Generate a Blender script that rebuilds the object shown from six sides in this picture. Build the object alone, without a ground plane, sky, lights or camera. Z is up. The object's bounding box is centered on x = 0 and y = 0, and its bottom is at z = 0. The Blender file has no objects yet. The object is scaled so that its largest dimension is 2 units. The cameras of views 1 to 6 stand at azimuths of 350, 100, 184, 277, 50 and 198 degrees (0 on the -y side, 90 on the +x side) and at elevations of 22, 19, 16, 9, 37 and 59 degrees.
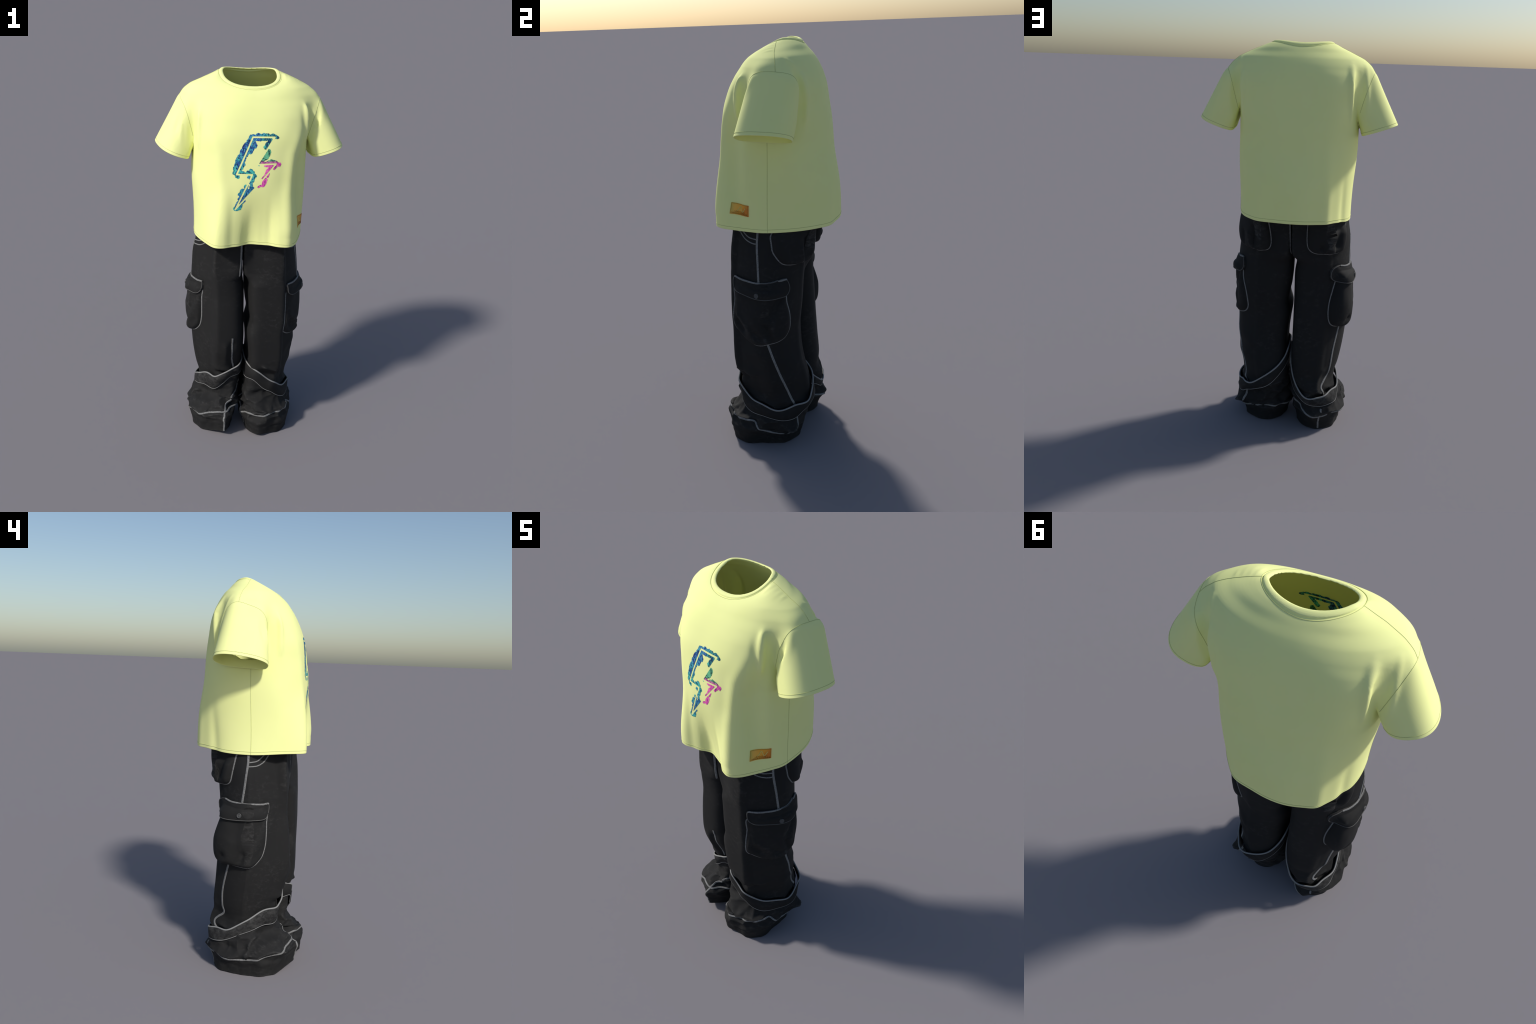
import bpy, math
import numpy as np
from mathutils import Vector
from mathutils.bvhtree import BVHTree

rng = np.random.default_rng(7)

# ------------------------------------------------------------------ helpers
def sstep(a, b, x):
    t = np.clip((x - a) / (b - a), 0, 1)
    return t * t * (3 - 2 * t)

def smin(a, b, k):
    h = np.clip(0.5 + 0.5 * (b - a) / k, 0, 1)
    return b * (1 - h) + a * h - k * h * (1 - h)

def smax(a, b, k):
    return -smin(-a, -b, k)

def catmull(pts, n, closed=False):
    """Centripetal-free Catmull-Rom through the points, n samples evenly spaced by length."""
    P = np.asarray(pts, float)
    m = len(P)
    segs = m if closed else m - 1
    out = []
    for i in range(segs):
        if closed:
            p0, p1, p2, p3 = P[(i - 1) % m], P[i], P[(i + 1) % m], P[(i + 2) % m]
        else:
            p1, p2 = P[i], P[i + 1]
            p0 = P[i - 1] if i > 0 else 2 * p1 - p2
            p3 = P[i + 2] if i + 2 < m else 2 * p2 - p1
        t = np.linspace(0, 1, 17)[:-1, None]
        out.append(0.5 * ((2 * p1) + (-p0 + p2) * t + (2 * p0 - 5 * p1 + 4 * p2 - p3) * t ** 2
                          + (-p0 + 3 * p1 - 3 * p2 + p3) * t ** 3))
    out.append(P[:1] if closed else P[-1:])
    Q = np.vstack(out)
    L = np.r_[0, np.cumsum(np.linalg.norm(np.diff(Q, axis=0), axis=1))]
    s = np.linspace(0, L[-1], n + 1)[:-1] if closed else np.linspace(0, L[-1], n)
    return np.stack([np.interp(s, L, Q[:, k]) for k in range(Q.shape[1])], 1)

def table(rows):
    """Smooth interpolation of rows (z, a, b, ...) -> function z -> columns."""
    R = np.array(sorted(rows), float)
    zs = R[:, 0]
    zz = np.linspace(zs[0], zs[-1], 600)
    cols = []
    for k in range(1, R.shape[1]):
        y = R[:, k]
        d = np.diff(y) / np.diff(zs)
        m = np.zeros_like(y)
        m[1:-1] = np.where(d[:-1] * d[1:] > 0, 2 * d[:-1] * d[1:] / (d[:-1] + d[1:] + 1e-12), 0)
        m[0], m[-1] = d[0], d[-1]
        i = np.clip(np.searchsorted(zs, zz) - 1, 0, len(zs) - 2)
        h = zs[i + 1] - zs[i]
        t = (zz - zs[i]) / h
        cols.append((1 + 2 * t) * (1 - t) ** 2 * y[i] + t * (1 - t) ** 2 * h * m[i]
                    + t * t * (3 - 2 * t) * y[i + 1] + t * t * (t - 1) * h * m[i + 1])
    return lambda z: [np.interp(z, zz, c) for c in cols]

def polar_ring(points, centre):
    """Closed plan outline given by control points -> radius as a function of angle."""
    Q = catmull(points, 720, closed=True) - np.asarray(centre)
    a = np.arctan2(Q[:, 1], Q[:, 0])
    r = np.hypot(Q[:, 0], Q[:, 1])
    o = np.argsort(a)
    a, r = a[o], r[o]
    a = np.r_[a - 2 * np.pi, a, a + 2 * np.pi]
    r = np.r_[r, r, r]
    return lambda th: np.interp(th, a, r)

_perm = np.random.default_rng(11).random((32, 32, 32))
def vnoise(P):
    P = np.asarray(P)
    i = np.floor(P).astype(int)
    f = P - i
    f = f * f * (3 - 2 * f)
    r = 0
    for dx in (0, 1):
        for dy in (0, 1):
            for dz in (0, 1):
                w = (f[..., 0] if dx else 1 - f[..., 0]) * (f[..., 1] if dy else 1 - f[..., 1]) * \
                    (f[..., 2] if dz else 1 - f[..., 2])
                r = r + w * _perm[(i[..., 0] + dx) % 32, (i[..., 1] + dy) % 32, (i[..., 2] + dz) % 32]
    return r * 2 - 1

def fbm(P, octaves=4):
    P = np.asarray(P, float)
    r, a = 0, 0.5
    for _ in range(octaves):
        r = r + a * vnoise(P)
        P = P * 2.03 + 17.3
        a *= 0.5
    return r

def seg_dist(P, a, b):
    a, b = np.asarray(a, float), np.asarray(b, float)
    d = b - a
    t = np.clip(((P - a) @ d) / (d @ d), 0, 1)
    return np.linalg.norm(P - a - t[..., None] * d, axis=-1), t

# ------------------------------------------------------------------ scene objects
def empty(name, label=None, category=None):
    o = bpy.data.objects.new(name, None)
    bpy.context.scene.collection.objects.link(o)
    if label:
        o["label"] = label
        o["category"] = category
    return o

def make(name, V, F, mat, parent, normals=None, smooth=True, kind=None):
    me = bpy.data.meshes.new(name)
    me.from_pydata(np.asarray(V).tolist(), [], [list(map(int, f)) for f in F])
    if smooth:
        me.polygons.foreach_set("use_smooth", [True] * len(me.polygons))
    me.materials.append(mat)
    me.update()
    if normals is not None:
        me.normals_split_custom_set_from_vertices(np.asarray(normals).tolist())
    o = bpy.data.objects.new(name, me)
    bpy.context.scene.collection.objects.link(o)
    o.parent = parent
    if kind:
        o["kind"] = kind
    return o

def vnormals(V, F):
    F = np.asarray(F)
    N = np.zeros_like(V)
    if F.shape[1] == 4:
        fn = np.cross(V[F[:, 2]] - V[F[:, 0]], V[F[:, 3]] - V[F[:, 1]])
    else:
        fn = np.cross(V[F[:, 1]] - V[F[:, 0]], V[F[:, 2]] - V[F[:, 0]])
    for k in range(F.shape[1]):
        np.add.at(N, F[:, k], fn)
    return N / (np.linalg.norm(N, axis=1, keepdims=True) + 1e-20)

def grid_faces(nu, nv, closed_u=False, closed_v=False):
    """Faces of an nu x nv vertex grid (index = i*nv + j)."""
    I = np.arange(nu if closed_u else nu - 1)[:, None]
    J = np.arange(nv if closed_v else nv - 1)[None, :]
    I2, J2 = (I + 1) % nu, (J + 1) % nv
    return np.stack([I * nv + J, I2 * nv + J, I2 * nv + J2, I * nv + J2], -1).reshape(-1, 4)

def tube(curve, radius, closed=False, sides=6):
    C = np.asarray(curve, float)
    if closed:
        T = np.roll(C, -1, 0) - np.roll(C, 1, 0)
    else:
        T = np.gradient(C, axis=0)
    T /= np.linalg.norm(T, axis=1, keepdims=True) + 1e-12
    up = np.where(np.abs(T[:, 2:3]) > 0.9, [[1.0, 0, 0]], [[0, 0, 1.0]])
    A = np.cross(T, up)
    A /= np.linalg.norm(A, axis=1, keepdims=True)
    B = np.cross(T, A)
    ph = np.arange(sides) / sides * 2 * np.pi
    V = C[:, None] + radius * (A[:, None] * np.cos(ph)[None, :, None] + B[:, None] * np.sin(ph)[None, :, None])
    return V.reshape(-1, 3), grid_faces(len(C), sides, closed, True)

def join(parts):
    Vs, Fs, o = [], [], 0
    for V, F in parts:
        Vs.append(np.asarray(V))
        Fs += [[i + o for i in f] for f in np.asarray(F).tolist()]
        o += len(V)
    return np.vstack(Vs), Fs

# ------------------------------------------------------------------ iso-surfaces and cutting
def surface_nets(f, lo, hi, h):
    n = np.ceil((np.array(hi) - lo) / h).astype(int) + 1
    ax = [lo[k] + h * np.arange(n[k]) for k in range(3)]
    G = np.empty(n, np.float32)
    for i in range(0, n[0], 16):
        X, Y, Z = np.meshgrid(ax[0][i:i + 16], ax[1], ax[2], indexing="ij")
        G[i:i + 16] = f(np.stack([X, Y, Z], -1).reshape(-1, 3)).reshape(X.shape)
    S = G < 0
    nx, ny, nz = n
    cells = np.zeros((nx - 1, ny - 1, nz - 1), np.int8)
    for dx in (0, 1):
        for dy in (0, 1):
            for dz in (0, 1):
                cells += S[dx:nx - 1 + dx, dy:ny - 1 + dy, dz:nz - 1 + dz]
    act = (cells > 0) & (cells < 8)
    idx = -np.ones(act.shape, int)
    ijk = np.argwhere(act)
    idx[act] = np.arange(len(ijk))
    acc = np.zeros((len(ijk), 3))
    cnt = np.zeros(len(ijk))
    corners = [np.array(c) for c in np.ndindex(2, 2, 2)]
    for a in corners:
        for k in range(3):
            if a[k] == 0:
                b = a.copy()
                b[k] = 1
                ga = G[tuple((ijk + a).T)]
                gb = G[tuple((ijk + b).T)]
                m = (ga < 0) != (gb < 0)
                t = ga / np.where(m, ga - gb, 1)
                p = a[None] + t[:, None] * (b - a)[None]
                acc[m] += p[m]
                cnt[m] += 1
    V = np.array(lo) + h * (ijk + acc / cnt[:, None])
    Q = []
    for k in range(3):
        o = [(k + 1) % 3, (k + 2) % 3]
        sl = [slice(1, n[d] - 1) for d in range(3)]
        sl[k] = slice(0, n[k] - 1)
        s0 = S[tuple(sl)]
        sl2 = list(sl)
        sl2[k] = slice(1, n[k])
        s1 = S[tuple(sl2)]
        e = np.argwhere(s0 != s1)
        base = e.copy()
        for d in range(3):
            if d != k:
                base[:, d] += 1
        inside = s0[tuple(e.T)]
        def cid(d0, d1):
            c = base.copy()
            c[:, o[0]] -= d0
            c[:, o[1]] -= d1
            return idx[tuple(c.T)]
        q = np.stack([cid(1, 1), cid(0, 1), cid(0, 0), cid(1, 0)], 1)
        q[~inside] = q[~inside][:, ::-1]
        Q.append(q)
    Q = np.vstack(Q)
    return V, Q

def gradient(f, V, e=1e-3):
    return np.stack([(f(V + d) - f(V - d)) / (2 * e) for d in np.eye(3) * e], 1)

def cut(V, F, s, lab=None):
    """Split triangles along s = 0.  Returns V, F, side (+1/-1), parent face, contour segments."""
    s = np.where(np.abs(s) < 1e-7, 1e-7, s)
    pos = s > 0
    npos = pos[F].sum(1)
    keep = (npos == 0) | (npos == 3)
    mix = np.where(~keep)[0]
    M = F[mix]
    pm = pos[M]
    lone = np.where(npos[mix] == 1, np.argmax(pm, 1), np.argmin(pm, 1))
    r = np.arange(len(M))
    a, b, c = M[r, lone], M[r, (lone + 1) % 3], M[r, (lone + 2) % 3]
    E = np.sort(np.vstack([np.stack([a, b], 1), np.stack([a, c], 1)]), 1)
    U, inv = np.unique(E, axis=0, return_inverse=True)
    inv = inv.ravel()
    t = s[U[:, 0]] / (s[U[:, 0]] - s[U[:, 1]])
    NV = V[U[:, 0]] + t[:, None] * (V[U[:, 1]] - V[U[:, 0]])
    p, q = len(V) + inv[:len(M)], len(V) + inv[len(M):]
    sa = np.where(pos[a], 1, -1)
    F2 = np.vstack([F[keep], np.stack([a, p, q], 1), np.stack([p, b, c], 1), np.stack([p, c, q], 1)])
    side = np.r_[np.where(npos[keep] == 3, 1, -1), sa, -sa, -sa]
    par = np.r_[np.where(keep)[0], mix, mix, mix]
    return np.vstack([V, NV]), F2, side, par, np.stack([p, q], 1)

def compact(V, F):
    u, inv = np.unique(F, return_inverse=True)
    return V[u], inv.reshape(F.shape), u

def chains(V, segs):
    """Join contour segments into polylines (list of point arrays, closed flag)."""
    from collections import defaultdict
    nb = defaultdict(list)
    for p, q in segs.tolist():
        if p != q:
            nb[p].append(q)
            nb[q].append(p)
    seen = set()
    out = []
    starts = [k for k in nb if len(nb[k]) == 1] + list(nb)
    for st in starts:
        if st in seen:
            continue
        path = [st]
        seen.add(st)
        cur = st
        while True:
            nx = [k for k in nb[cur] if k not in seen]
            if not nx:
                break
            cur = nx[0]
            seen.add(cur)
            path.append(cur)
        closed = len(path) > 8 and path[0] in nb[path[-1]]
        if len(path) > 4:
            out.append((V[path], closed))
    return out

def resample(P, step, closed=False, smooth=2):
    P = np.asarray(P, float)
    if closed:
        P = np.vstack([P, P[:1]])
    L = np.r_[0, np.cumsum(np.linalg.norm(np.diff(P, axis=0), axis=1))]
    n = max(int(L[-1] / step), 3)
    s = np.linspace(0, L[-1], n + 1)
    Q = np.stack([np.interp(s, L, P[:, k]) for k in range(3)], 1)
    if closed:
        Q = Q[:-1]
    for _ in range(smooth):
        if closed:
            Q = 0.25 * np.roll(Q, 1, 0) + 0.5 * Q + 0.25 * np.roll(Q, -1, 0)
        else:
            Q[1:-1] = 0.25 * Q[:-2] + 0.5 * Q[1:-1] + 0.25 * Q[2:]
    return Q

# ------------------------------------------------------------------ node material helpers
class Nodes:
    def __init__(self, name):
        self.m = bpy.data.materials.new(name)
        self.m.use_nodes = True
        self.nt = self.m.node_tree
        self.bsdf = self.nt.nodes["Principled BSDF"]
        self.coord = self.nt.nodes.new("ShaderNodeTexCoord").outputs["Object"]

    def n(self, typ, ins=None, **kw):
        nd = self.nt.nodes.new(typ)
        for k, v in kw.items():
            setattr(nd, k, v)
        for k, v in (ins or {}).items():
            if isinstance(v, bpy.types.NodeSocket):
                self.nt.links.new(v, nd.inputs[k])
            else:
                nd.inputs[k].default_value = v
        return nd

    def link(self, a, b):
        self.nt.links.new(a, b)

    def noise(self, scale, detail=3, rough=0.55, distort=0.0, stretch=(1, 1, 1)):
        mp = self.n("ShaderNodeMapping", {"Vector": self.coord, "Scale": stretch})
        return self.n("ShaderNodeTexNoise", {"Vector": mp.outputs[0], "Scale": scale, "Detail": detail,
                                             "Roughness": rough, "Distortion": distort}).outputs[0]

    def ramp(self, fac, stops):
        r = self.n("ShaderNodeValToRGB", {"Fac": fac})
        while len(r.color_ramp.elements) < len(stops):
            r.color_ramp.elements.new(0.5)
        for e, (p, c) in zip(r.color_ramp.elements, stops):
            e.position = p
            e.color = (*c, 1) if len(c) == 3 else c
        return r.outputs[0]

    def mix(self, fac, a, b, blend="MIX"):
        nd = self.n("ShaderNodeMix", data_type="RGBA", blend_type=blend)
        for i, v in ((0, fac), (6, a), (7, b)):
            if isinstance(v, bpy.types.NodeSocket):
                self.link(v, nd.inputs[i])
            else:
                nd.inputs[i].default_value = v if i == 0 else ((*v, 1) if len(v) == 3 else v)
        return nd.outputs[2]

    def math(self, op, a, b=0.0, clamp=False):
        nd = self.n("ShaderNodeMath", {0: a, 1: b}, operation=op)
        nd.use_clamp = clamp
        return nd.outputs[0]

    def bump(self, h, strength, dist=0.002):
        b = self.n("ShaderNodeBump", {"Height": h, "Strength": strength, "Distance": dist})
        self.link(b.outputs[0], self.bsdf.inputs["Normal"])

    def set(self, **kw):
        for k, v in kw.items():
            k = k.replace("_", " ")
            if isinstance(v, bpy.types.NodeSocket):
                self.link(v, self.bsdf.inputs[k])
            else:
                self.bsdf.inputs[k].default_value = (*v, 1) if isinstance(v, tuple) and len(v) == 3 else v

def mat_jersey():
    k = Nodes("yellow_jersey")
    soft = k.noise(9, 2)
    col = k.mix(soft, (0.90, 0.94, 0.38), (0.93, 0.96, 0.42))
    k.set(Base_Color=col, Roughness=0.85, Specular_IOR_Level=0.2)
    k.bump(k.noise(900, 2), 0.08, 0.0006)
    return k.m

def mat_plain(name, c, rough=0.8, spec=0.2):
    k = Nodes(name)
    v = k.noise(160, 2)
    d = tuple(x * 0.75 for x in c)
    k.set(Base_Color=k.mix(v, d, c), Roughness=rough, Specular_IOR_Level=spec)
    return k.m

def mat_denim():
    k = Nodes("washed_black_denim")
    cloud = k.noise(7, 4, 0.6)
    scuff = k.noise(38, 6, 0.68, 0.6, (1, 1, 1.6))
    patch = k.ramp(cloud, [(0.42, (0, 0, 0)), (0.68, (1, 1, 1))])
    wear = k.math("MULTIPLY", k.ramp(scuff, [(0.5, (0, 0, 0)), (0.78, (1, 1, 1))]), patch)
    weave = k.noise(700, 2, 0.5, 0, (1, 1, 0.35))
    base = k.mix(weave, (0.0100, 0.0100, 0.0102), (0.0165, 0.0163, 0.0162))
    col = k.mix(k.math("MULTIPLY", wear, 0.5), base, (0.06, 0.059, 0.058))
    geo = k.n("ShaderNodeNewGeometry").outputs["Pointiness"]
    ridge = k.math("MULTIPLY", k.ramp(geo, [(0.515, (0, 0, 0)), (0.56, (1, 1, 1))]), k.ramp(scuff, [(0.40, (0, 0, 0)), (0.62, (1, 1, 1))]))
    col = k.mix(k.math("MULTIPLY", ridge, 0.55), col, (0.075, 0.074, 0.072))
    k.set(Base_Color=col, Roughness=0.82, Specular_IOR_Level=0.25)
    k.bump(weave, 0.25, 0.0006)
    return k.m

def mat_stitch(name, c):
    """Grey contrast stitching with rows of small dark needle holes."""
    k = Nodes(name)
    holes = k.n("ShaderNodeTexVoronoi", {"Vector": k.coord, "Scale": 150.0}).outputs["Distance"]
    dot = k.ramp(holes, [(0.16, (0, 0, 0)), (0.34, (1, 1, 1))])
    tone = k.mix(k.noise(60, 4), tuple(x * 0.6 for x in c), c)
    k.set(Base_Color=k.mix(dot, tuple(x * 0.28 for x in c), tone), Roughness=0.8, Specular_IOR_Level=0.2)
    k.bump(dot, 0.4, 0.001)
    return k.m

JERSEY = mat_jersey()
THREAD = mat_plain("olive_thread", (0.60, 0.64, 0.27))
DENIM = mat_denim()
STITCH = mat_stitch("grey_contrast_stitch", (0.235, 0.235, 0.232))
PIPING = mat_plain("grey_edge_piping", (0.27, 0.27, 0.265))
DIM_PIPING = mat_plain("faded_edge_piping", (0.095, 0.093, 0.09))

# ================================================================== T-SHIRT
T_SHIRT = empty("t_shirt", "boxy pale yellow short sleeved t-shirt with splashed lightning bolt print", "t-shirt")

# height, half width right, half width left, front depth, back depth, squareness
TORSO = table([
    (1.08, .284, .288, .292, .314, 2.45), (1.30, .288, .296, .276, .296, 2.45), (1.50, .288, .300, .262, .272, 2.5),
    (1.62, .287, .298, .246, .262, 2.75), (1.70, .288, .297, .232, .250, 3.0), (1.78, .296, .305, .205, .238, 2.95),
    (1.84, .312, .322, .176, .222, 2.55), (1.88, .318, .330, .150, .206, 2.2), (1.92, .297, .309, .122, .182, 2.1),
    (1.95, .243, .252, .104, .158, 2.0), (1.975, .186, .197, .096, .136, 2.2), (2.00, .128, .150, .08, .108, 2.2),
    (2.03, .05, .05, .03, .05, 2.0)])
# plan of the wavy hem: two front folds with a hollow between, round back
HEM = polar_ring([(.282, -.02), (.268, -.10), (.240, -.18), (.212, -.245), (.172, -.280), (.122, -.272), (.06, -.243),
                  (.004, -.227), (-.055, -.237), (-.112, -.266), (-.168, -.280), (-.208, -.270), (-.238, -.222),
                  (-.270, -.122), (-.287, -.01), (-.279, .088), (-.245, .172), (-.196, .240), (-.141, .280), (-.05, .300),
                  (.05, .294), (.143, .270), (.206, .214), (.255, .12)], (0, 0))

def torso_field(P):
    x, y, z = P[:, 0], P[:, 1], P[:, 2]
    rr, rl, yf, yb, n = TORSO(z)
    cy = 0.035 * sstep(1.62, 1.88, z)
    dx, dy = x + 0.004 * sstep(1.3, 1.6, z), y - cy
    rx = np.where(dx > 0, rr, rl)
    ry = np.where(dy > 0, yb - cy, yf + cy)
    r = np.hypot(dx, dy) + 1e-9
    g = ((np.abs(dx) / rx) ** n + (np.abs(dy) / ry) ** n) ** (1 / n)
    R = r / (g + 1e-9)
    w = sstep(1.50, 1.16, z)
    R = R * (1 - w) + HEM(np.arctan2(dy, dx)) * w
    d = r - R
    # flat neckline: front collar lies low, back stands high
    cap = (z - np.minimum(1.9740 + 0.48 * y, 2.0 + 0.02 * y)) * 0.9
    return smax(d, cap, 0.02)

SLEEVES = {
    "right_sleeve": dict(A=(.260, .050, 1.820), H=(.402, -.004, 1.580), w=(.106, .097), d=(.112, .126),
                         rim=(.402, -.010, 1.604), slope=(.35, -.06), turn=0),
    "left_sleeve": dict(A=(-.262, .036, 1.822), H=(-.399, .036, 1.578), w=(.110, .095), d=(.100, .132),
                        rim=(-.399, .040, 1.593), slope=(-.35, .06), turn=-16),
}
for s in SLEEVES.values():
    A, H = np.array(s["A"]), np.array(s["H"])
    s["L"] = np.linalg.norm(H - A)
    s["t"] = (H - A) / s["L"]
    m = np.array([0, 1.0, 0]) - s["t"] * s["t"][1]
    s["m"] = m / np.linalg.norm(m)
    s["n"] = np.cross(s["m"], s["t"])
    if s["n"][2] < 0:
        s["n"] = -s["n"]
    s["A"], s["H"] = A, H
    ph = math.radians(s["turn"])
    s["n"], s["m"] = s["n"] * math.cos(ph) + s["m"] * math.sin(ph), s["m"] * math.cos(ph) - s["n"] * math.sin(ph)

def sleeve_field(P, s):
    q = P - s["A"]
    u = q @ s["t"]
    f = np.clip(u / s["L"], -.2, 1.2)
    w = s["w"][0] + (s["w"][1] - s["w"][0]) * f
    d = s["d"][0] + (s["d"][1] - s["d"][0]) * f
    a, b = q @ s["n"], q @ s["m"]
    r = np.hypot(a, b) + 1e-9
    e = 3.1 - .8 * np.clip(f, 0, 1)                     # squarer shoulder cap, rounder hem
    g = ((np.abs(a) / w) ** e + (np.abs(b) / d) ** e) ** (1 / e)
    side = np.sign(s["A"][0])
    under = 0.318 - (P[:, 2] - 1.57) * 0.33 - side * P[:, 0]      # underarm hangs steeply
    return smax(smax(r - r / (g + 1e-9), under * 0.9, 0.02), -u - 0.03, 0.07)

# drape folds: start, end, half width, height (+ ridge / - hollow)
FOLDS = [
    # front of the wearer's left armhole
    ((.254, -.118, 1.880), (.262, -.135, 1.78), (.264, -.142, 1.62), .015, .017), ((.309, -.098, 1.880), (.318, -.100, 1.77), .010, .007),
    ((.348, -.046, 1.880), (.352, -.078, 1.60), .016, .007), ((.283, -.108, 1.865), (.294, -.100, 1.76), (.298, -.090, 1.66), .016, -.028),
    ((.333, -.078, 1.855), (.322, -.078, 1.68), .011, -.014), ((.235, -.15, 1.84), (.245, -.165, 1.74), .014, -.004),
    # back of the wearer's left armhole
    ((.284, .082, 1.925), (.270, .130, 1.885), .012, .006), ((.300, .138, 1.880), (.293, .150, 1.80), (.298, .130, 1.65), .018, -.032),
    ((.262, .150, 1.865), (.262, .180, 1.76), (.266, .170, 1.60), .018, .016),
    # back of the other armhole
    ((-.316, .098, 1.892), (-.326, .130, 1.80), (-.334, .152, 1.69), .012, .014), ((-.251, .138, 1.900), (-.259, .190, 1.825), (-.268, .185, 1.62), .016, .016),
    ((-.297, .150, 1.880), (-.292, .180, 1.80), (-.298, .160, 1.65), .018, -.034), ((-.346, .09, 1.86), (-.352, .115, 1.78), .009, -.005),
    # front of the other armhole
    ((-.335, -.105, 1.84), (-.318, -.098, 1.75), (-.305, -.09, 1.65), .015, -.026), ((-.375, -.055, 1.83), (-.388, -.062, 1.66), .014, -.007),
    ((-.285, -.125, 1.86), (-.285, -.14, 1.76), (-.280, -.14, 1.62), .016, .013), ((-.36, -.08, 1.82), (-.365, -.085, 1.64), .010, .005),
    # puckers in front of the shoulder seam
    ((.165, .028, 1.98), (.160, -.035, 1.955), .006, .0045), ((.185, .028, 1.972), (.183, -.04, 1.945), .006, .005),
    ((.207, .028, 1.963), (.208, -.035, 1.94), .006, .005), ((.230, .030, 1.955), (.234, -.02, 1.935), .007, .0045),
    ((-.175, .030, 1.985), (-.185, -.02, 1.965), .008, .002),
    # chest edge: the front turns sharply to the flank
    ((.245, -.150, 1.80), (.182, -.228, 1.62), (.166, -.252, 1.42), (.166, -.262, 1.24), (.168, -.27, 1.20), .034, .010),
    ((.268, -.125, 1.74), (.240, -.165, 1.55), (.235, -.165, 1.36), (.240, -.150, 1.205), .046, -.030),
    ((-.245, -.150, 1.78), (-.190, -.222, 1.62), (-.172, -.252, 1.42), (-.170, -.265, 1.20), .036, .008),
    # hanging folds of the front
    ((-.110, -.25, 1.52), (-.120, -.26, 1.35), (-.122, -.27, 1.13), .026, -.007), ((-.070, -.25, 1.46), (-.078, -.25, 1.13), .020, .005),
    ((-.025, -.25, 1.44), (-.028, -.23, 1.13), .020, -.005), ((.070, -.25, 1.46), (.080, -.25, 1.13), .018, -.005),
    ((.020, -.25, 1.42), (.022, -.23, 1.13), .020, .003), ((.120, -.25, 1.40), (.126, -.28, 1.13), .018, .003),
    # hanging folds of the back and flanks
    ((-.16, .235, 1.72), (-.175, .275, 1.13), .035, .006), ((-.235, .19, 1.50), (-.245, .17, 1.13), .025, -.006),
    ((.17, .235, 1.72), (.17, .26, 1.13), .04, .004), ((.08, .24, 1.75), (.09, .29, 1.13), .05, -.003),
]
FOLDS = [(np.array(f[:-2], float), f[-2], f[-1]) for f in FOLDS]

def fold_offset(P):
    o = 0.0045 * fbm(P * [5.5, 5.5, 2.6] + 3.1, 2)
    for line, w, h in FOLDS:
        m = np.all((P > line.min(0) - 2.6 * w) & (P < line.max(0) + 2.6 * w), axis=1)
        if not m.any():
            continue
        best = np.full(m.sum(), 9.0)
        tt = np.zeros(m.sum())
        k = len(line) - 1
        for i in range(k):
            dist, t = seg_dist(P[m], line[i], line[i + 1])
            u = dist < best
            best[u], tt[u] = dist[u], (i + t[u]) / k
        hang = line[-1][2] < 1.2
        fade = sstep(0, .85, tt) if hang else np.sin(np.pi * np.clip(tt * .92 + .04, 0, 1))
        o[m] += h * np.exp(-(best / w) ** 2) * fade
    return o

def shirt_field(P):
    f = torso_field(P)
    k = 0.005 + 0.022 * sstep(1.66, 1.82, P[:, 2]) + 0.03 * sstep(1.82, 1.92, P[:, 2])
    for s in SLEEVES.values():
        m = (np.sign(s["A"][0]) * P[:, 0] > 0.12) & (P[:, 2] > 1.5)
        if m.any():
            f[m] = smin(f[m], sleeve_field(P[m], s), k[m])
    return f - fold_offset(P)

def build_shirt_surface():
    V, Q = surface_nets(shirt_field, (-.56, -.36, 1.10), (.56, .38, 2.05), 0.0055)
    for _ in range(3):
        g = gradient(shirt_field, V)
        f = shirt_field(V)
        V = V - np.clip(f / (np.sum(g * g, 1) + 1e-6), -.004, .004)[:, None] * g
    F = np.vstack([Q[:, [0, 1, 2]], Q[:, [0, 2, 3]]])
    return V, F

V, F = build_shirt_surface()

# --- cuts: hem, sleeve ends, neck hole
def keep_side(V, F, s, side):
    V2, F2, sd, par, sg = cut(V, F, s)
    F2 = F2[sd == side]
    V3, F3, u = compact(V2, F2)
    return V3, F3

def hem_height(V):
    return 1.154 - 0.010 * sstep(-.2, -.29, V[:, 0]) * sstep(-.25, 0.0, V[:, 1]) + 0.006 * sstep(0, .3, V[:, 1])

def sleeve_cut(V, s):
    side = np.sign(s["A"][0])
    on = torso_field(V) - sleeve_field(V, s)
    return np.minimum.reduce([s["rim"][2] + (V[:, 0] - s["rim"][0]) * s["slope"][0] + (V[:, 1] - s["rim"][1]) * s["slope"][1] - V[:, 2], on * 3, side * V[:, 0] - 0.2])

def neck_radius(V):
    x, y = V[:, 0] + 0.013, V[:, 1] - 0.018
    rx, ry = np.where(x > 0, .134, .138), np.where(y > 0, .093, .108)
    r = np.hypot(x, y) + 1e-9
    e = 2 + .35 * (y < 0)
    g = (np.abs(x / rx) ** e + np.abs(y / ry) ** e) ** (1 / e)
    d = r - r / g
    return np.where(V[:, 2] > 1.8, d, 1.0)

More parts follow.
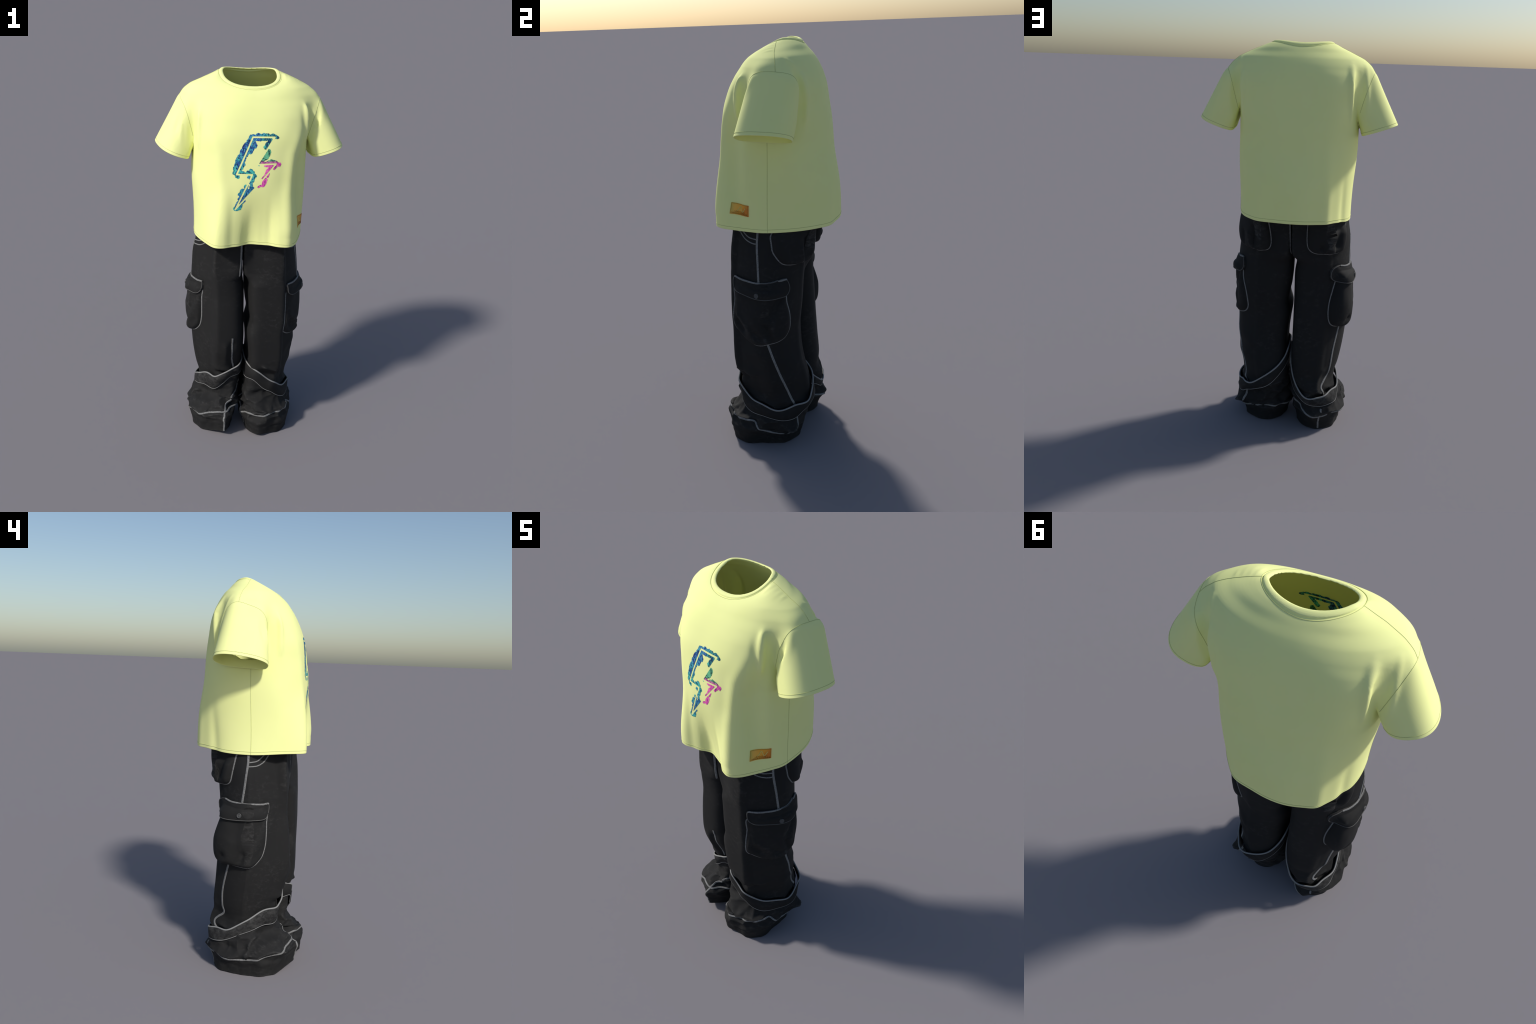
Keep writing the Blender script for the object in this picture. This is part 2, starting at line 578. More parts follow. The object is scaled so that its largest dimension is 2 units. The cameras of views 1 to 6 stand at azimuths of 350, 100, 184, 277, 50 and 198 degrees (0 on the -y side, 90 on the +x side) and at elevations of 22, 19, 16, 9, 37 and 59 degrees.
V, F = keep_side(V, F, V[:, 2] - hem_height(V), 1)
for s in SLEEVES.values():
    V, F = keep_side(V, F, sleeve_cut(V, s), -1)
V, F = keep_side(V, F, neck_radius(V), 1)

# --- extra edge loops around the collar, then raise the collar band
for d in (.003, .007, .011, .015, .0175, .0195, .0210, .0225, .025):
    V, F = cut(V, F, neck_radius(V) - d)[:2]
COLLAR_W = .0195
d = neck_radius(V)
Nrm = vnormals(V, F)
band = np.clip(1 - ((d - .00975) / .00975) ** 2, 0, 1) ** 0.5 * (d < COLLAR_W)
groove = np.exp(-((d - .0210) / .0025) ** 2)
V = V + Nrm * (0.0036 * band - 0.0014 * groove)[:, None]

# --- split into collar, sleeves and body along real seam lines
lab = np.zeros(len(F), int)
seams = {}
def split(field_fn, value, name):
    global V, F, lab
    V2, F2, sd, par, sg = cut(V, F, field_fn)
    lab2 = lab[par]
    lab2[(sd == 1) & (lab2 == 0)] = value
    V, F, lab = V2, F2, lab2

split(np.where(V[:, 2] > 1.8, COLLAR_W - neck_radius(V), -1), 1, "collar")

def armhole(V, s):
    side = np.sign(s["A"][0])
    top = np.array((.345 if side > 0 else -.366, .05, 1.868))
    n = np.array((side * .965, 0, -.26))
    return np.minimum((V - top) @ n + 0.10 * (V[:, 1] - 0.03) ** 2 / 0.1, (torso_field(V) - sleeve_field(V, s)) + 0.02)

split(armhole(V, SLEEVES["right_sleeve"]), 2, "right")
split(armhole(V, SLEEVES["left_sleeve"]), 3, "left")

Nrm = vnormals(V, F)
SHIRT_BVH = BVHTree.FromPolygons(V.tolist(), F.tolist())
SV, SF, SN = V, F, Nrm

# --- give the cloth thickness, with rounded edges
def shell(V, F, N, lab, t):
    n = len(V)
    E = np.vstack([F[:, [0, 1]], F[:, [1, 2]], F[:, [2, 0]]])
    own = np.tile(np.arange(len(F)), 3)
    key = np.sort(E, 1)
    _, first, inv, cnt = np.unique(key, axis=0, return_index=True, return_inverse=True, return_counts=True)
    b = cnt[inv.ravel()] == 1
    EB, ob = E[b], own[b]
    rim = np.unique(EB)
    # outward direction in the cloth at the rim
    out = np.zeros((n, 3))
    ed = V[EB[:, 1]] - V[EB[:, 0]]
    o = np.cross(ed, N[EB[:, 0]])
    o /= np.linalg.norm(o, axis=1, keepdims=True) + 1e-12
    np.add.at(out, EB[:, 0], o)
    np.add.at(out, EB[:, 1], o)
    out /= np.linalg.norm(out, axis=1, keepdims=True) + 1e-12
    mid = {int(v): 2 * n + i for i, v in enumerate(rim)}
    VV = np.vstack([V, V - N * t, V[rim] - N[rim] * t / 2 + out[rim] * t * 0.5])
    NN = np.vstack([N, -N, out[rim]])
    m0 = np.array([mid[int(v)] for v in EB[:, 0]])
    m1 = np.array([mid[int(v)] for v in EB[:, 1]])
    i0, i1 = EB[:, 0] + n, EB[:, 1] + n
    R = np.vstack([np.stack([EB[:, 1], EB[:, 0], m0], 1), np.stack([EB[:, 1], m0, m1], 1),
                   np.stack([m1, m0, i0], 1), np.stack([m1, i0, i1], 1)])
    FF = np.vstack([F, F[:, ::-1] + n, R])
    return VV, FF, NN, np.r_[lab, lab, ob_lab(lab, ob)]

def ob_lab(lab, ob):
    return np.tile(lab[ob], 4)

VV, FF, NN, LL = shell(V, F, Nrm, lab, 0.0045)
for k, name in enumerate(["shirt_body", "collar", "sleeve", "sleeve"]):
    v, f, u = compact(VV, FF[LL == k])
    make(name, v, f, JERSEY, T_SHIRT, NN[u])

# ================================================================== TROUSERS
CARGO = empty("cargo_trousers", "baggy washed black denim cargo trousers with grey contrast stitching", "trousers")

XC = -0.018      # plane of the centre seam

# height: inner x, outer x, front y, back y, inner squareness, outer squareness
LEGS = {
    "left_leg": dict(side=-1, front_inner=3.2, front_outer=1.08, rows=[
        (1.30, -.0185, -.262, -.170, .190, 14, 1.95), (1.13, -.0185, -.280, -.184, .180, 14, 1.95),
        (1.04, -.0185, -.296, -.188, .165, 14, 1.95), (.965, -.0190, -.300, -.194, .156, 8, 1.95),
        (.92, -.026, -.302, -.197, .155, 3.2, 1.95),
        (.85, -.019, -.302, -.202, .155, 2.7, 1.95), (.75, -.018, -.302, -.211, .157, 2.1, 1.95),
        (.60, -.015, -.298, -.217, .158, 2.1, 1.95), (.53, -.016, -.293, -.209, .160, 2.1, 1.95),
        (.46, -.018, -.286, -.186, .163, 2.1, 1.95), (.40, -.019, -.277, -.166, .168, 2.1, 1.95),
        (.35, -.020, -.266, -.153, .171, 2.1, 1.95), (.28, -.023, -.246, -.150, .166, 2.1, 1.95),
        (.23, -.023, -.245, -.168, .168, 2.1, 1.95), (.19, -.022, -.262, -.195, .172, 2.1, 1.95),
        (.147, -.024, -.286, -.232, .180, 2.1, 1.95), (.08, -.032, -.303, -.262, .184, 2.1, 1.95),
        (.0, -.045, -.280, -.250, .172, 2.1, 1.95)]),
    "right_leg": dict(side=1, front_inner=7.0, front_outer=1.40, rows=[
        (1.30, -.0175, .250, -.190, .190, 14, 1.95), (1.13, -.0175, .262, -.205, .165, 14, 1.95),
        (1.04, -.0175, .274, -.217, .148, 14, 1.95), (.965, -.017, .282, -.222, .138, 8, 1.95),
        (.92, -.007, .285, -.224, .131, 3.2, 1.95),
        (.85, -.005, .287, -.226, .122, 2.7, 1.95), (.75, .003, .287, -.229, .114, 2.1, 1.95),
        (.69, .012, .286, -.229, .107, 2.1, 1.95), (.62, -.003, .284, -.229, .100, 2.1, 1.95), (.53, .008, .280, -.230, .104, 2.1, 1.95),
        (.46, .014, .276, -.229, .113, 2.1, 1.95), (.42, .014, .270, -.222, .120, 2.1, 1.95),
        (.38, .012, .268, -.210, .130, 2.1, 1.95), (.33, .006, .255, -.206, .140, 2.1, 1.95),
        (.28, .002, .246, -.203, .148, 2.1, 1.95), (.23, -.004, .245, -.200, .150, 2.1, 1.95),
        (.18, -.010, .248, -.215, .140, 2.1, 1.95), (.125, -.018, .260, -.262, .124, 2.1, 1.95),
        (.06, -.024, .268, -.284, .118, 2.1, 1.95), (.0, -.022, .280, -.262, .100, 2.1, 1.95)]),
}
# plan outlines of the slumped hems, with the sharp toe creases
HEM_PLAN = {
    "left_leg": [(-.127, -.274), (-.095, -.225), (-.062, -.14), (-.040, -.04), (-.043, .06), (-.075, .138), (-.13, .180),
                 (-.19, .174), (-.25, .122), (-.288, .035), (-.302, -.06), (-.290, -.14), (-.25, -.205), (-.185, -.248)],
    "right_leg": [(.050, -.284), (.005, -.225), (-.018, -.14), (-.022, -.04), (-.008, .04), (.04, .098), (.10, .118), (.17, .106),
                  (.235, .062), (.252, -.005), (.264, -.085), (.256, -.17), (.222, -.240), (.17, -.276), (.105, -.288)],
}
# folded lips: angle (deg), angular width, height, height width, droop, bulge
LIPS = {
    "left_leg": [(-62, 34, .222, .016, .012, .010), (172, 50, .118, .022, .010, .004), (-150, 40, .150, .022, .016, .006),
                 (70, 55, .125, .018, .012, .003), (-72, 30, .40, .02, .016, .008), (100, 30, .245, .02, .015, .012)],
    "right_leg": [(-88, 34, .172, .016, .026, .020), (-55, 24, .415, .022, .030, .012), (-25, 40, .165, .018, .016, .006),
                  (60, 55, .125, .02, .018, .012), (10, 40, .125, .02, .012, .003), (150, 40, .14, .02, .014, .010)],
}
# height of the hem stitching: control points around each hem
HEM_STITCH = {
    "left_leg": [(-.291, -.14, .122), (-.256, -.197, .132), (-.203, -.24, .141), (-.163, -.256, .144), (-.127, -.272, .141),
                 (-.100, -.24, .148), (-.07, -.17, .15), (-.045, -.05, .15), (-.045, .05, .15), (-.06, .13, .135),
                 (-.105, .179, .107), (-.181, .181, .087), (-.242, .144, .09), (-.298, .048, .089), (-.31, -.066, .098)],
    "right_leg": [(.002, -.224, .117), (.044, -.25, .132), (.052, -.256, .123), (.110, -.256, .133), (.173, -.245, .138),
                  (.236, -.208, .143), (.270, -.16, .138), (.293, -.11, .115), (.295, -.06, .093), (.288, .0, .079),
                  (.245, .062, .072), (.177, .105, .091), (.117, .12, .097), (.038, .10, .099), (-.010, .02, .085), (-.026, -.10, .070),
                  (-.020, -.17, .095)],
}
# creases of the crumpled ankles: polyline, half width, height (+ ridge / - hollow)
CREASES = {
    "left_leg": [
        ([(-.269, -.074, .170), (-.236, -.114, .209), (-.174, -.165, .226), (-.115, -.177, .212), (-.062, -.149, .226), (-.035, -.107, .232)], .016, -.016),
        ([(-.30, -.03, .125), (-.26, -.12, .175), (-.20, -.19, .185), (-.13, -.21, .180), (-.07, -.15, .205)], .020, .012),
        ([(-.212, -.140, .238), (-.244, -.097, .214), (-.266, -.054, .193), (-.284, -.035, .160), (-.305, -.024, .112)], .010, .012),
        ([(-.225, -.135, .208), (-.254, -.118, .187), (-.257, -.132, .164), (-.249, -.169, .144)], .012, -.016),
        ([(-.10, -.225, .17), (-.075, -.175, .165), (-.055, -.12, .18)], .018, -.022),
        ([(-.127, -.272, .141), (-.128, -.272, .04)], .012, .008),
        ([(-.18, -.20, .19), (-.22, -.22, .145)], .010, -.008),
        ([(-.06, -.16, .32), (-.14, -.17, .36), (-.20, -.15, .35)], .016, -.012),
        ([(-.20, .16, .33), (-.165, .17, .27), (-.19, .165, .22)], .016, .014),
        ([(-.235, .12, .30), (-.25, .10, .24)], .014, -.012),
        ([(-.20, .17, .14), (-.225, .15, .155), (-.24, .13, .145)], .007, .012),
        ([(-.20, .17, .125), (-.235, .14, .13)], .007, -.012),
        ([(-.095, -.195, .56), (-.092, -.18, .47), (-.075, -.145, .375)], .020, -.014),
        ([(-.13, -.215, .55), (-.125, -.19, .44)], .024, .008),
        ([(-.21, .17, .13), (-.10, .18, .145), (-.05, .10, .17)], .012, -.010)],
    "right_leg": [
        ([(-.005, -.135, .168), (.03, -.19, .176), (.066, -.215, .172), (.131, -.235, .160)], .010, .018),
        ([(-.010, -.12, .135), (.03, -.19, .142), (.08, -.22, .138), (.15, -.22, .135)], .014, -.022),
        ([(.131, -.232, .165), (.140, -.225, .26)], .008, .012),
        ([(.155, -.225, .165), (.17, -.20, .24)], .012, -.012),
        ([(.206, -.177, .196), (.238, -.134, .204), (.250, -.113, .188)], .008, .012),
        ([(.215, -.175, .180), (.245, -.134, .186)], .012, -.014),
        ([(.02, -.25, .10), (.0, -.20, .05), (.03, -.24, .02)], .012, -.008),
        ([(.045, -.12, .50), (.06, -.19, .45), (.11, -.225, .41), (.16, -.215, .39)], .012, .012),
        ([(.03, -.12, .42), (.07, -.18, .38), (.13, -.20, .355), (.19, -.17, .35)], .020, -.014),
        ([(.14, -.27, .05), (.22, -.25, .06)], .010, -.006),
        ([(.25, .08, .13), (.27, .05, .12)], .010, .014),
        ([(.04, .12, .14), (.13, .13, .135), (.22, .10, .125)], .014, -.012),
        ([(.23, -.16, .50), (.265, -.07, .52), (.20, .09, .45)], .03, .006)],
}
NT, NZ = 224, 330

def leg_points(name, side_grid=None):
    L = LEGS[name]
    tab = table(L["rows"])
    zz = 1.30 - 1.30 * np.linspace(0, 1, NZ) ** 0.9
    th = np.linspace(0, 2 * np.pi, NT, endpoint=False)
    Z, T = np.meshgrid(zz, th, indexing="ij")
    xi, xo, yf, yb, ni, no = tab(Z)
    cx, cy = (xi + xo) / 2, (yf + yb) / 2 * 0.6
    c, s = np.cos(T), np.sin(T)
    outer = c * L["side"] > 0
    # cloth hangs in flat planes: square inner front edge, flattened outer front and back
    front = s < 0
    low = sstep(.98, .90, Z)
    fi = L["front_inner"] * low + ni * (1 - low)
    bi = ni + 1.2 * low
    wo = sstep(-.35, .35, c * L["side"])
    wf = sstep(.25, -.25, s)
    n = (L["front_outer"] * wf + 1.58 * (1 - wf)) * wo + (fi * wf + bi * (1 - wf)) * (1 - wo)
    n = n + (no - n) * sstep(.30, .14, Z)
    rx = np.abs(np.where(outer, xo - cx, xi - cx))
    # both legs share one front and back height at the centre seam
    q = sstep(0, .6, -c * L["side"]) * (1 - low)
    yf, yb = yf * (1 - q) - .195 * q, yb * (1 - q) + .172 * q
    ry = np.where(s > 0, yb - cy, cy - yf)
    R = 1 / ((np.abs(c) / rx) ** n + (np.abs(s) / ry) ** n) ** (1 / n)
    X, Y = cx + R * c, cy + R * s
    # blend into the drawn hem outline near the ground
    plan = HEM_PLAN[name]
    ctr = np.mean(plan, axis=0)
    ring = polar_ring(plan, ctr)
    w = sstep(.20, .06, Z)
    ta = math.atan2(plan[0][1] - ctr[1], plan[0][0] - ctr[0])
    away = 1 - np.exp(-(((T - ta + np.pi) % (2 * np.pi) - np.pi) / .5) ** 2)
    rh = ring(T) * (1 - (.08 if L["side"] < 0 else .12) * away * sstep(.10, 0, Z))
    wav = np.stack([np.cos(T) * 1.9 + (3 if L["side"] < 0 else 9), np.sin(T) * 1.9 + 4, Z * 3], -1)
    rh = rh * (1 + .11 * fbm(wav.reshape(-1, 3), 3).reshape(Z.shape) * sstep(.14, .03, Z))
    X = X * (1 - w) + (ctr[0] + rh * c) * w
    Y = Y * (1 - w) + (ctr[1] + rh * s) * w
    P = np.stack([X, Y, Z], -1)
    # radial outward direction
    O = np.stack([X - cx, Y - cy, 0 * Z], -1)
    O /= np.linalg.norm(O, axis=-1, keepdims=True) + 1e-9
    # centre seam leans: left of centre in front, right of centre behind
    lean = sstep(.90, .98, Z) * np.clip(1 - np.abs(P[..., 0] - XC) / .16, 0, 1)
    P[..., 0] += 0.15 * P[..., 1] * lean
    # slow drape, soft vertical folds and crumpled cloth towards the ankle
    q = P.reshape(-1, 3)
    drape = fbm(q * [6, 6, 2.2], 2).reshape(Z.shape) * 0.020 * sstep(.98, .80, Z)
    crum = (1 - 2.2 * np.abs(fbm(q * [9, 9, 17] + 5, 3))).reshape(Z.shape)
    crum = crum * 0.006 * sstep(.34, .18, Z) * sstep(.0, .08, Z)
    # facets with sharp ridges between them, like stiff denim pushed together
    g = np.random.default_rng(5 if L["side"] < 0 else 9)
    seeds = g.random((170, 3)) * [.36, .52, .34] + [cx.min() - .18, -.30, .06]
    m = (q[:, 2] < .40)
    d1 = np.full(len(q), .04)
    d1[m] = np.min(np.linalg.norm((q[m][:, None] - seeds[None]) * [1, 1, 1.5], axis=2), axis=1)
    crum = crum + (d1.reshape(Z.shape) - .04) * 0.54 * sstep(.31, .20, Z) * sstep(.05, .11, Z)
    P = P + O * (drape + crum)[..., None]
    # cloth bulges over the hem stitching
    S = catmull(HEM_STITCH[name], 400, True)
    sa = np.arctan2(S[:, 1] - ctr[1], S[:, 0] - ctr[0])
    o = np.argsort(sa)
    zst = np.interp(T, np.r_[sa[o] - 2 * np.pi, sa[o], sa[o] + 2 * np.pi], np.tile(S[o, 2], 3))
    dz = Z - zst
    P = P + O * (0.006 * np.exp(-((dz - .022) / .024) ** 2) * (dz > -.03) - 0.003 * np.exp(-(dz / .006) ** 2)
                 - 0.004 * sstep(.01, -.01, dz))[..., None]
    for line, w, h in CREASES[name]:
        C = catmull(line, 24)
        q = P.reshape(-1, 3)
        m = np.all((q > C.min(0) - 3 * w) & (q < C.max(0) + 3 * w), axis=1)
        dist = np.min(np.linalg.norm(q[m][:, None] - C[None], axis=2), axis=1)
        e = np.zeros(len(q))
        e[m] = 1.25 * h * np.exp(-(dist / w) ** 1.6)
        P = P + O * e.reshape(Z.shape)[..., None]
    for a0, aw, z0, zw, drop, out in LIPS[name]:
        da = np.abs((np.degrees(T) - a0 + 180) % 360 - 180)
        e = np.exp(-(da / aw) ** 2) * np.exp(-((Z - z0) / zw) ** 2)
        P = P + O * (out * e)[..., None]
        P[..., 2] -= drop * e
    # the toe of the hem lifts off the ground
    toe = np.array(plan[0])
    lift = {"left_leg": .038, "right_leg": .016}[name]
    dt = np.hypot(P[..., 0] - toe[0], P[..., 1] - toe[1])
    P[..., 2] += lift * sstep(.17, 0, dt) * sstep(.25, 0, Z)
    P[..., 2] = np.maximum(P[..., 2], 0.0)
    # rows where the hem stitching runs, for the seam tape
    row = np.argmax(dz < 0, axis=0)
    HEM_CURVE[name] = P[row, np.arange(NT)]
    return P

LEG_BVH = {}
HEM_CURVE = {}
LEG_PTS = {}
for name in LEGS:
    P = leg_points(name)
    V = P.reshape(-1, 3)
    F = grid_faces(NZ, NT, False, True)
    # inside of the hem: a short turned-up wall
    base = (NZ - 1) * NT
    ctr = P[-1].mean(0)
    rows = [P[-1] + (ctr - P[-1]) * [.035, .035, 0] + [0, 0, .001],
            P[-12] + (P[-12].mean(0) - P[-12]) * [.045, .045, 0],
            P[-34] + (P[-34].mean(0) - P[-34]) * [.06, .06, 0]]
    V = np.vstack([V] + rows)
    F2 = [grid_faces(2, NT, False, True) + base + k * NT for k in range(3)]
    F = np.vstack([F] + F2)
    LEG_BVH[name] = BVHTree.FromPolygons(V.tolist(), F.tolist())
    LEG_PTS[name] = (V, F)
    make("trouser_leg", V, F, DENIM, CARGO)

# --- ankle straps: a top edge and a bottom edge, lofted
STRAPS = {
    "right_leg": (
        [(.054, -.216, .394), (.12, -.224, .338), (.165, -.215, .309), (.232, -.148, .252), (.274, -.065, .232), (.284, .011, .214),
         (.272, .075, .224), (.246, .145, .248), (.200, .174, .255), (.139, .172, .281), (.062, .156, .338), (.018, .108, .385),
         (-.004, .05, .430), (-.004, -.06, .415), (.008, -.15, .412)],
        [(.034, -.222, .336), (.098, -.230, .270), (.140, -.228, .246), (.222, -.160, .188), (.256, -.065, .170), (.266, .011, .158),
         (.262, .075, .166), (.240, .145, .180), (.208, .180, .188), (.160, .182, .207), (.084, .172, .256), (.026, .130, .318),
         (-.012, .05, .362), (-.016, -.06, .346), (-.010, -.15, .330)]),
    "left_leg": (
        [(-.091, -.182, .387), (-.161, -.190, .350), (-.214, -.180, .331), (-.252, -.12, .318), (-.278, -.03, .280), (-.280, .075, .238),
         (-.268, .138, .226), (-.225, .186, .214), (-.178, .198, .200), (-.116, .196, .192), (-.072, .176, .222), (-.040, .13, .28),
         (-.018, .06, .378), (-.014, -.04, .41), (-.040, -.165, .412)],
        [(-.089, -.188, .328), (-.136, -.196, .293), (-.197, -.190, .270), (-.244, -.12, .266), (-.266, -.03, .226), (-.268, .075, .178),
         (-.262, .135, .166), (-.222, .180, .160), (-.173, .190, .151), (-.110, .188, .158), (-.066, .166, .190), (-.036, .115, .22),
         (-.016, .05, .30), (-.014, -.04, .33), (-.030, -.160, .338)]),
}
for leg, (top, bot) in STRAPS.items():
    n = 120
    A, B = catmull(top, n, True), catmull(bot, n, True)
    for C, gap in ((A, .016), (B, .010)):
        d = np.zeros(n)
        base, nor = np.zeros((n, 3)), np.zeros((n, 3))
        for i in range(n):
            h = LEG_BVH[leg].find_nearest(Vector(C[i]))
            base[i], nor[i] = h[0], h[1]
            d[i] = np.dot(C[i] - base[i], nor[i])
        want = np.clip(d, .004, gap)
        move = nor * (want - d)[:, None]
        for _ in range(16):
            move = .25 * np.roll(move, 1, 0) + .5 * move + .25 * np.roll(move, -1, 0)
        C += move
    thick = .0045
    prof = []
    for f, o in ((0, 0), (.02, 1), (.5, 1.25), (.98, 1), (1, 0), (.98, -1), (.5, -.7), (.02, -1)):
        C = A + (B - A) * f
        out = C - (A.mean(0) + B.mean(0)) / 2
        out[:, 2] = 0
        out /= np.linalg.norm(out, axis=1, keepdims=True)
        prof.append(C + out * thick / 2 * o)
    V = np.stack(prof, 1).reshape(-1, 3)
    strap = make("ankle_strap", V, grid_faces(n, 8, True, True), DENIM, CARGO)
    for C, r, nm in ((A, .0042, "strap_piping"), (B, .0026, "strap_piping")):
        v, f = tube(C, r, True, 6)
        make(nm, v, f, PIPING, strap)

# ------------------------------------------------------------------ pockets, flaps, seams
def leg_bvh(extra=()):
    Vs, Fs, o = [], [], 0
    for v, f in extra:
        Vs += np.asarray(v).tolist()
        Fs += [[i + o for i in q] for q in (f.tolist() if hasattr(f, "tolist") else f)]
        o += len(v)
    return BVHTree.FromPolygons(Vs, Fs)

def snap(bvh, P):
    B, N = np.empty_like(P), np.empty_like(P)
    for i, p in enumerate(P):
        h = bvh.find_nearest(Vector(p))
        B[i], N[i] = h[0], h[1]
    return B, N

def smooth_closed(a, it):
    for _ in range(it):
        a = 0.25 * np.roll(a, 1, 0) + 0.5 * a + 0.25 * np.roll(a, -1, 0)
    return a

def strip(points, width, height, bvh, closed=False, step=.006, lift=.0, smooth=2, relax=3):
    """Stitched tape lying on a surface along a guide line."""
    P = catmull(points, 4 * len(points) + 20, closed)
    P = resample(P, step, closed, smooth)
    B, N = snap(bvh, P)
    for _ in range(relax):
        if closed:
            N = smooth_closed(N, 1)
        else:
            N[1:-1] = .25 * N[:-2] + .5 * N[1:-1] + .25 * N[2:]
    N /= np.linalg.norm(N, axis=1, keepdims=True)
    T = (np.roll(B, -1, 0) - np.roll(B, 1, 0)) if closed else np.gradient(B, axis=0)
    S = np.cross(T, N)
    S /= np.linalg.norm(S, axis=1, keepdims=True) + 1e-9
    rows = [(-.5, -.0015), (-.46, .7 * height), (-.25, height), (0, .8 * height), (.25, height), (.46, .7 * height), (.5, -.0015)]
    V = np.stack([B + S * (width * a) + N * (b + lift) for a, b in rows], 1).reshape(-1, 3)
    return V, grid_faces(len(B), len(rows), closed, False)

def patch_rings(leg, outline, side_dir, rings, n=150, blend=.5):
    O = catmull(outline, n, True)
    bvh = LEG_BVH[leg]
    O, _ = snap(bvh, O)
    c = O.mean(0)
    R = np.r_[1.0, 1 - np.linspace(0, 1, rings) ** 1.5 * .985]
    P = c + R[:, None, None] * (O - c)[None]
    B, N = snap(bvh, P.reshape(-1, 3))
    N = N * (1 - blend) + np.asarray(side_dir, float) * blend
    N /= np.linalg.norm(N, axis=1, keepdims=True)
    r = np.repeat(R, n)
    F = grid_faces(len(R), n, False, True).tolist()
    last = (len(R) - 1) * n
    B = np.vstack([B, B[last:].mean(0)])
    N = np.vstack([N, N[last:].mean(0)])
    r = np.r_[r, 0]
    F += [[last + i, len(B) - 1, last + (i + 1) % n] for i in range(n)]
    return B, N, r, F, O, n

def orient(V, F, N):
    f = F[len(F) // 2]
    fn = np.cross(V[f[1]] - V[f[0]], V[f[2]] - V[f[0]])
    return [q[::-1] for q in F] if fn @ N[f[0]] < 0 else F

def pocket(name, leg, outline, H, side_dir, creases=(), seed=0, hang=.35, boost=0.0):
    B, N, r, F, O, n = patch_rings(leg, outline, side_dir, 30)
    zt, zb = O[:, 2].max(), O[:, 2].min()
    low = (zt - B[:, 2]) / (zt - zb)
    h = H * np.clip(1 - r ** 11, 0, 1) ** .5 * ((1 - hang) + hang * sstep(.0, .6, low))
    h *= 1 + boost * sstep(.02, .11, B[:, 1])
    inside = np.clip(1 - r ** 5, 0, 1)
    h += 0.005 * fbm(B * [14, 14, 10] + seed, 3) * inside
    for line, w, d in creases:
        C, _ = snap(LEG_BVH[leg], catmull(line, 24))
        dist = np.min(np.linalg.norm(B[:, None] - C[None], axis=2), axis=1)
        h += d * np.exp(-(dist / w) ** 1.7) * inside
    h *= 1 - .75 * sstep(1.08, 1.13, B[:, 2]) * sstep(-.16, -.22, B[:, 0])
    h = np.maximum(h, .0008)
    h[:n] = -.003
    V = B + N * h[:, None]
    F = orient(V, F, N)
    o = make(name, V, F, DENIM, CARGO)
    edge, ef = strip(O, .0092, .0022, LEG_BVH[leg], True, .005, .0008)
    make("pocket_edge_stitching", edge, ef, STITCH, o)
    return o, (V, [list(f) for f in F])

def flap(leg, outline, top, side_dir, pk, button):
    B, N, r, F, O, n = patch_rings(leg, outline, side_dir, 18)
    bvh = leg_bvh([LEG_PTS[leg]])
    pb = leg_bvh([pk])
    h = np.zeros(len(B))
    for i in range(len(B)):
        hit = pb.ray_cast(Vector(B[i] + N[i] * .15), Vector(-N[i]))
        h[i] = max((Vector(hit[0]) - Vector(B[i])).dot(Vector(N[i])), 0) if hit[0] else 0
    T = catmull(top, 40)
    near = np.min(np.linalg.norm(B[:, None] - T[None], axis=2), axis=1)
    h = np.minimum(h, .060 if leg == 'left_leg' else .020)
    hc = h[-1]
    h = h[:-1].reshape(-1, n)
    h = smooth_closed(np.maximum(h, 0).T, 14).T
    h = np.r_[h.ravel(), h[-1].mean()]
    h = h * sstep(0, .040, near) + .006 + .007 * sstep(0, .03, near)
    h += .003 * np.clip(1 - r ** 4, 0, 1)
    V = B + N * h[:, None]
    V[:n] -= N[:n] * .011
    F = orient(V, F, N)
    o = make("pocket_flap", V, F, DENIM, CARGO)
    fb = leg_bvh([(V, F)])
    rim = V[n:2 * n]
    tv, tf = tube(resample(rim, .005, True, 2), .0024, True, 6)
    make("flap_piping", tv, tf, DIM_PIPING, o)
    sv, sf = strip(T, .0085, .0022, fb, False, .005, .0006)
    make("flap_stitching", sv, sf, STITCH, o)
    # snap button: domed disc with a raised rim
    b = np.asarray(button, float)
    d = np.array([np.sign(b[0]), 0, 0.0])
    hit = fb.ray_cast(Vector(b + d * .2), Vector(-d))
    p, nn = np.array(hit[0]), np.array(hit[1])
    if nn @ d < 0:
        nn = -nn
    a1 = np.cross(nn, [0, 0, 1.0])
    a1 /= np.linalg.norm(a1)
    a2 = np.cross(nn, a1)
    prof = [(.0120, -.002), (.0120, .0025), (.0108, .0042), (.0092, .0040), (.0080, .0026), (.0045, .0034), (.0008, .0037)]
    ph = np.linspace(0, 2 * np.pi, 28, endpoint=False)
    bv = np.array([p + nn * z + rr * (a1 * math.cos(t) + a2 * math.sin(t)) for rr, z in prof for t in ph])
    bf = grid_faces(len(prof), 28, False, True).tolist() + [[(len(prof) - 1) * 28 + i for i in range(28)]]
    bf = orient(bv, bf[:1] + bf, np.tile(nn, (len(bv), 1)))[1:]
    make("snap_button", bv, bf, BUTTON, o)
    return o

BUTTON = mat_plain("dark_metal_button", (.075, .075, .075), .5, .4)

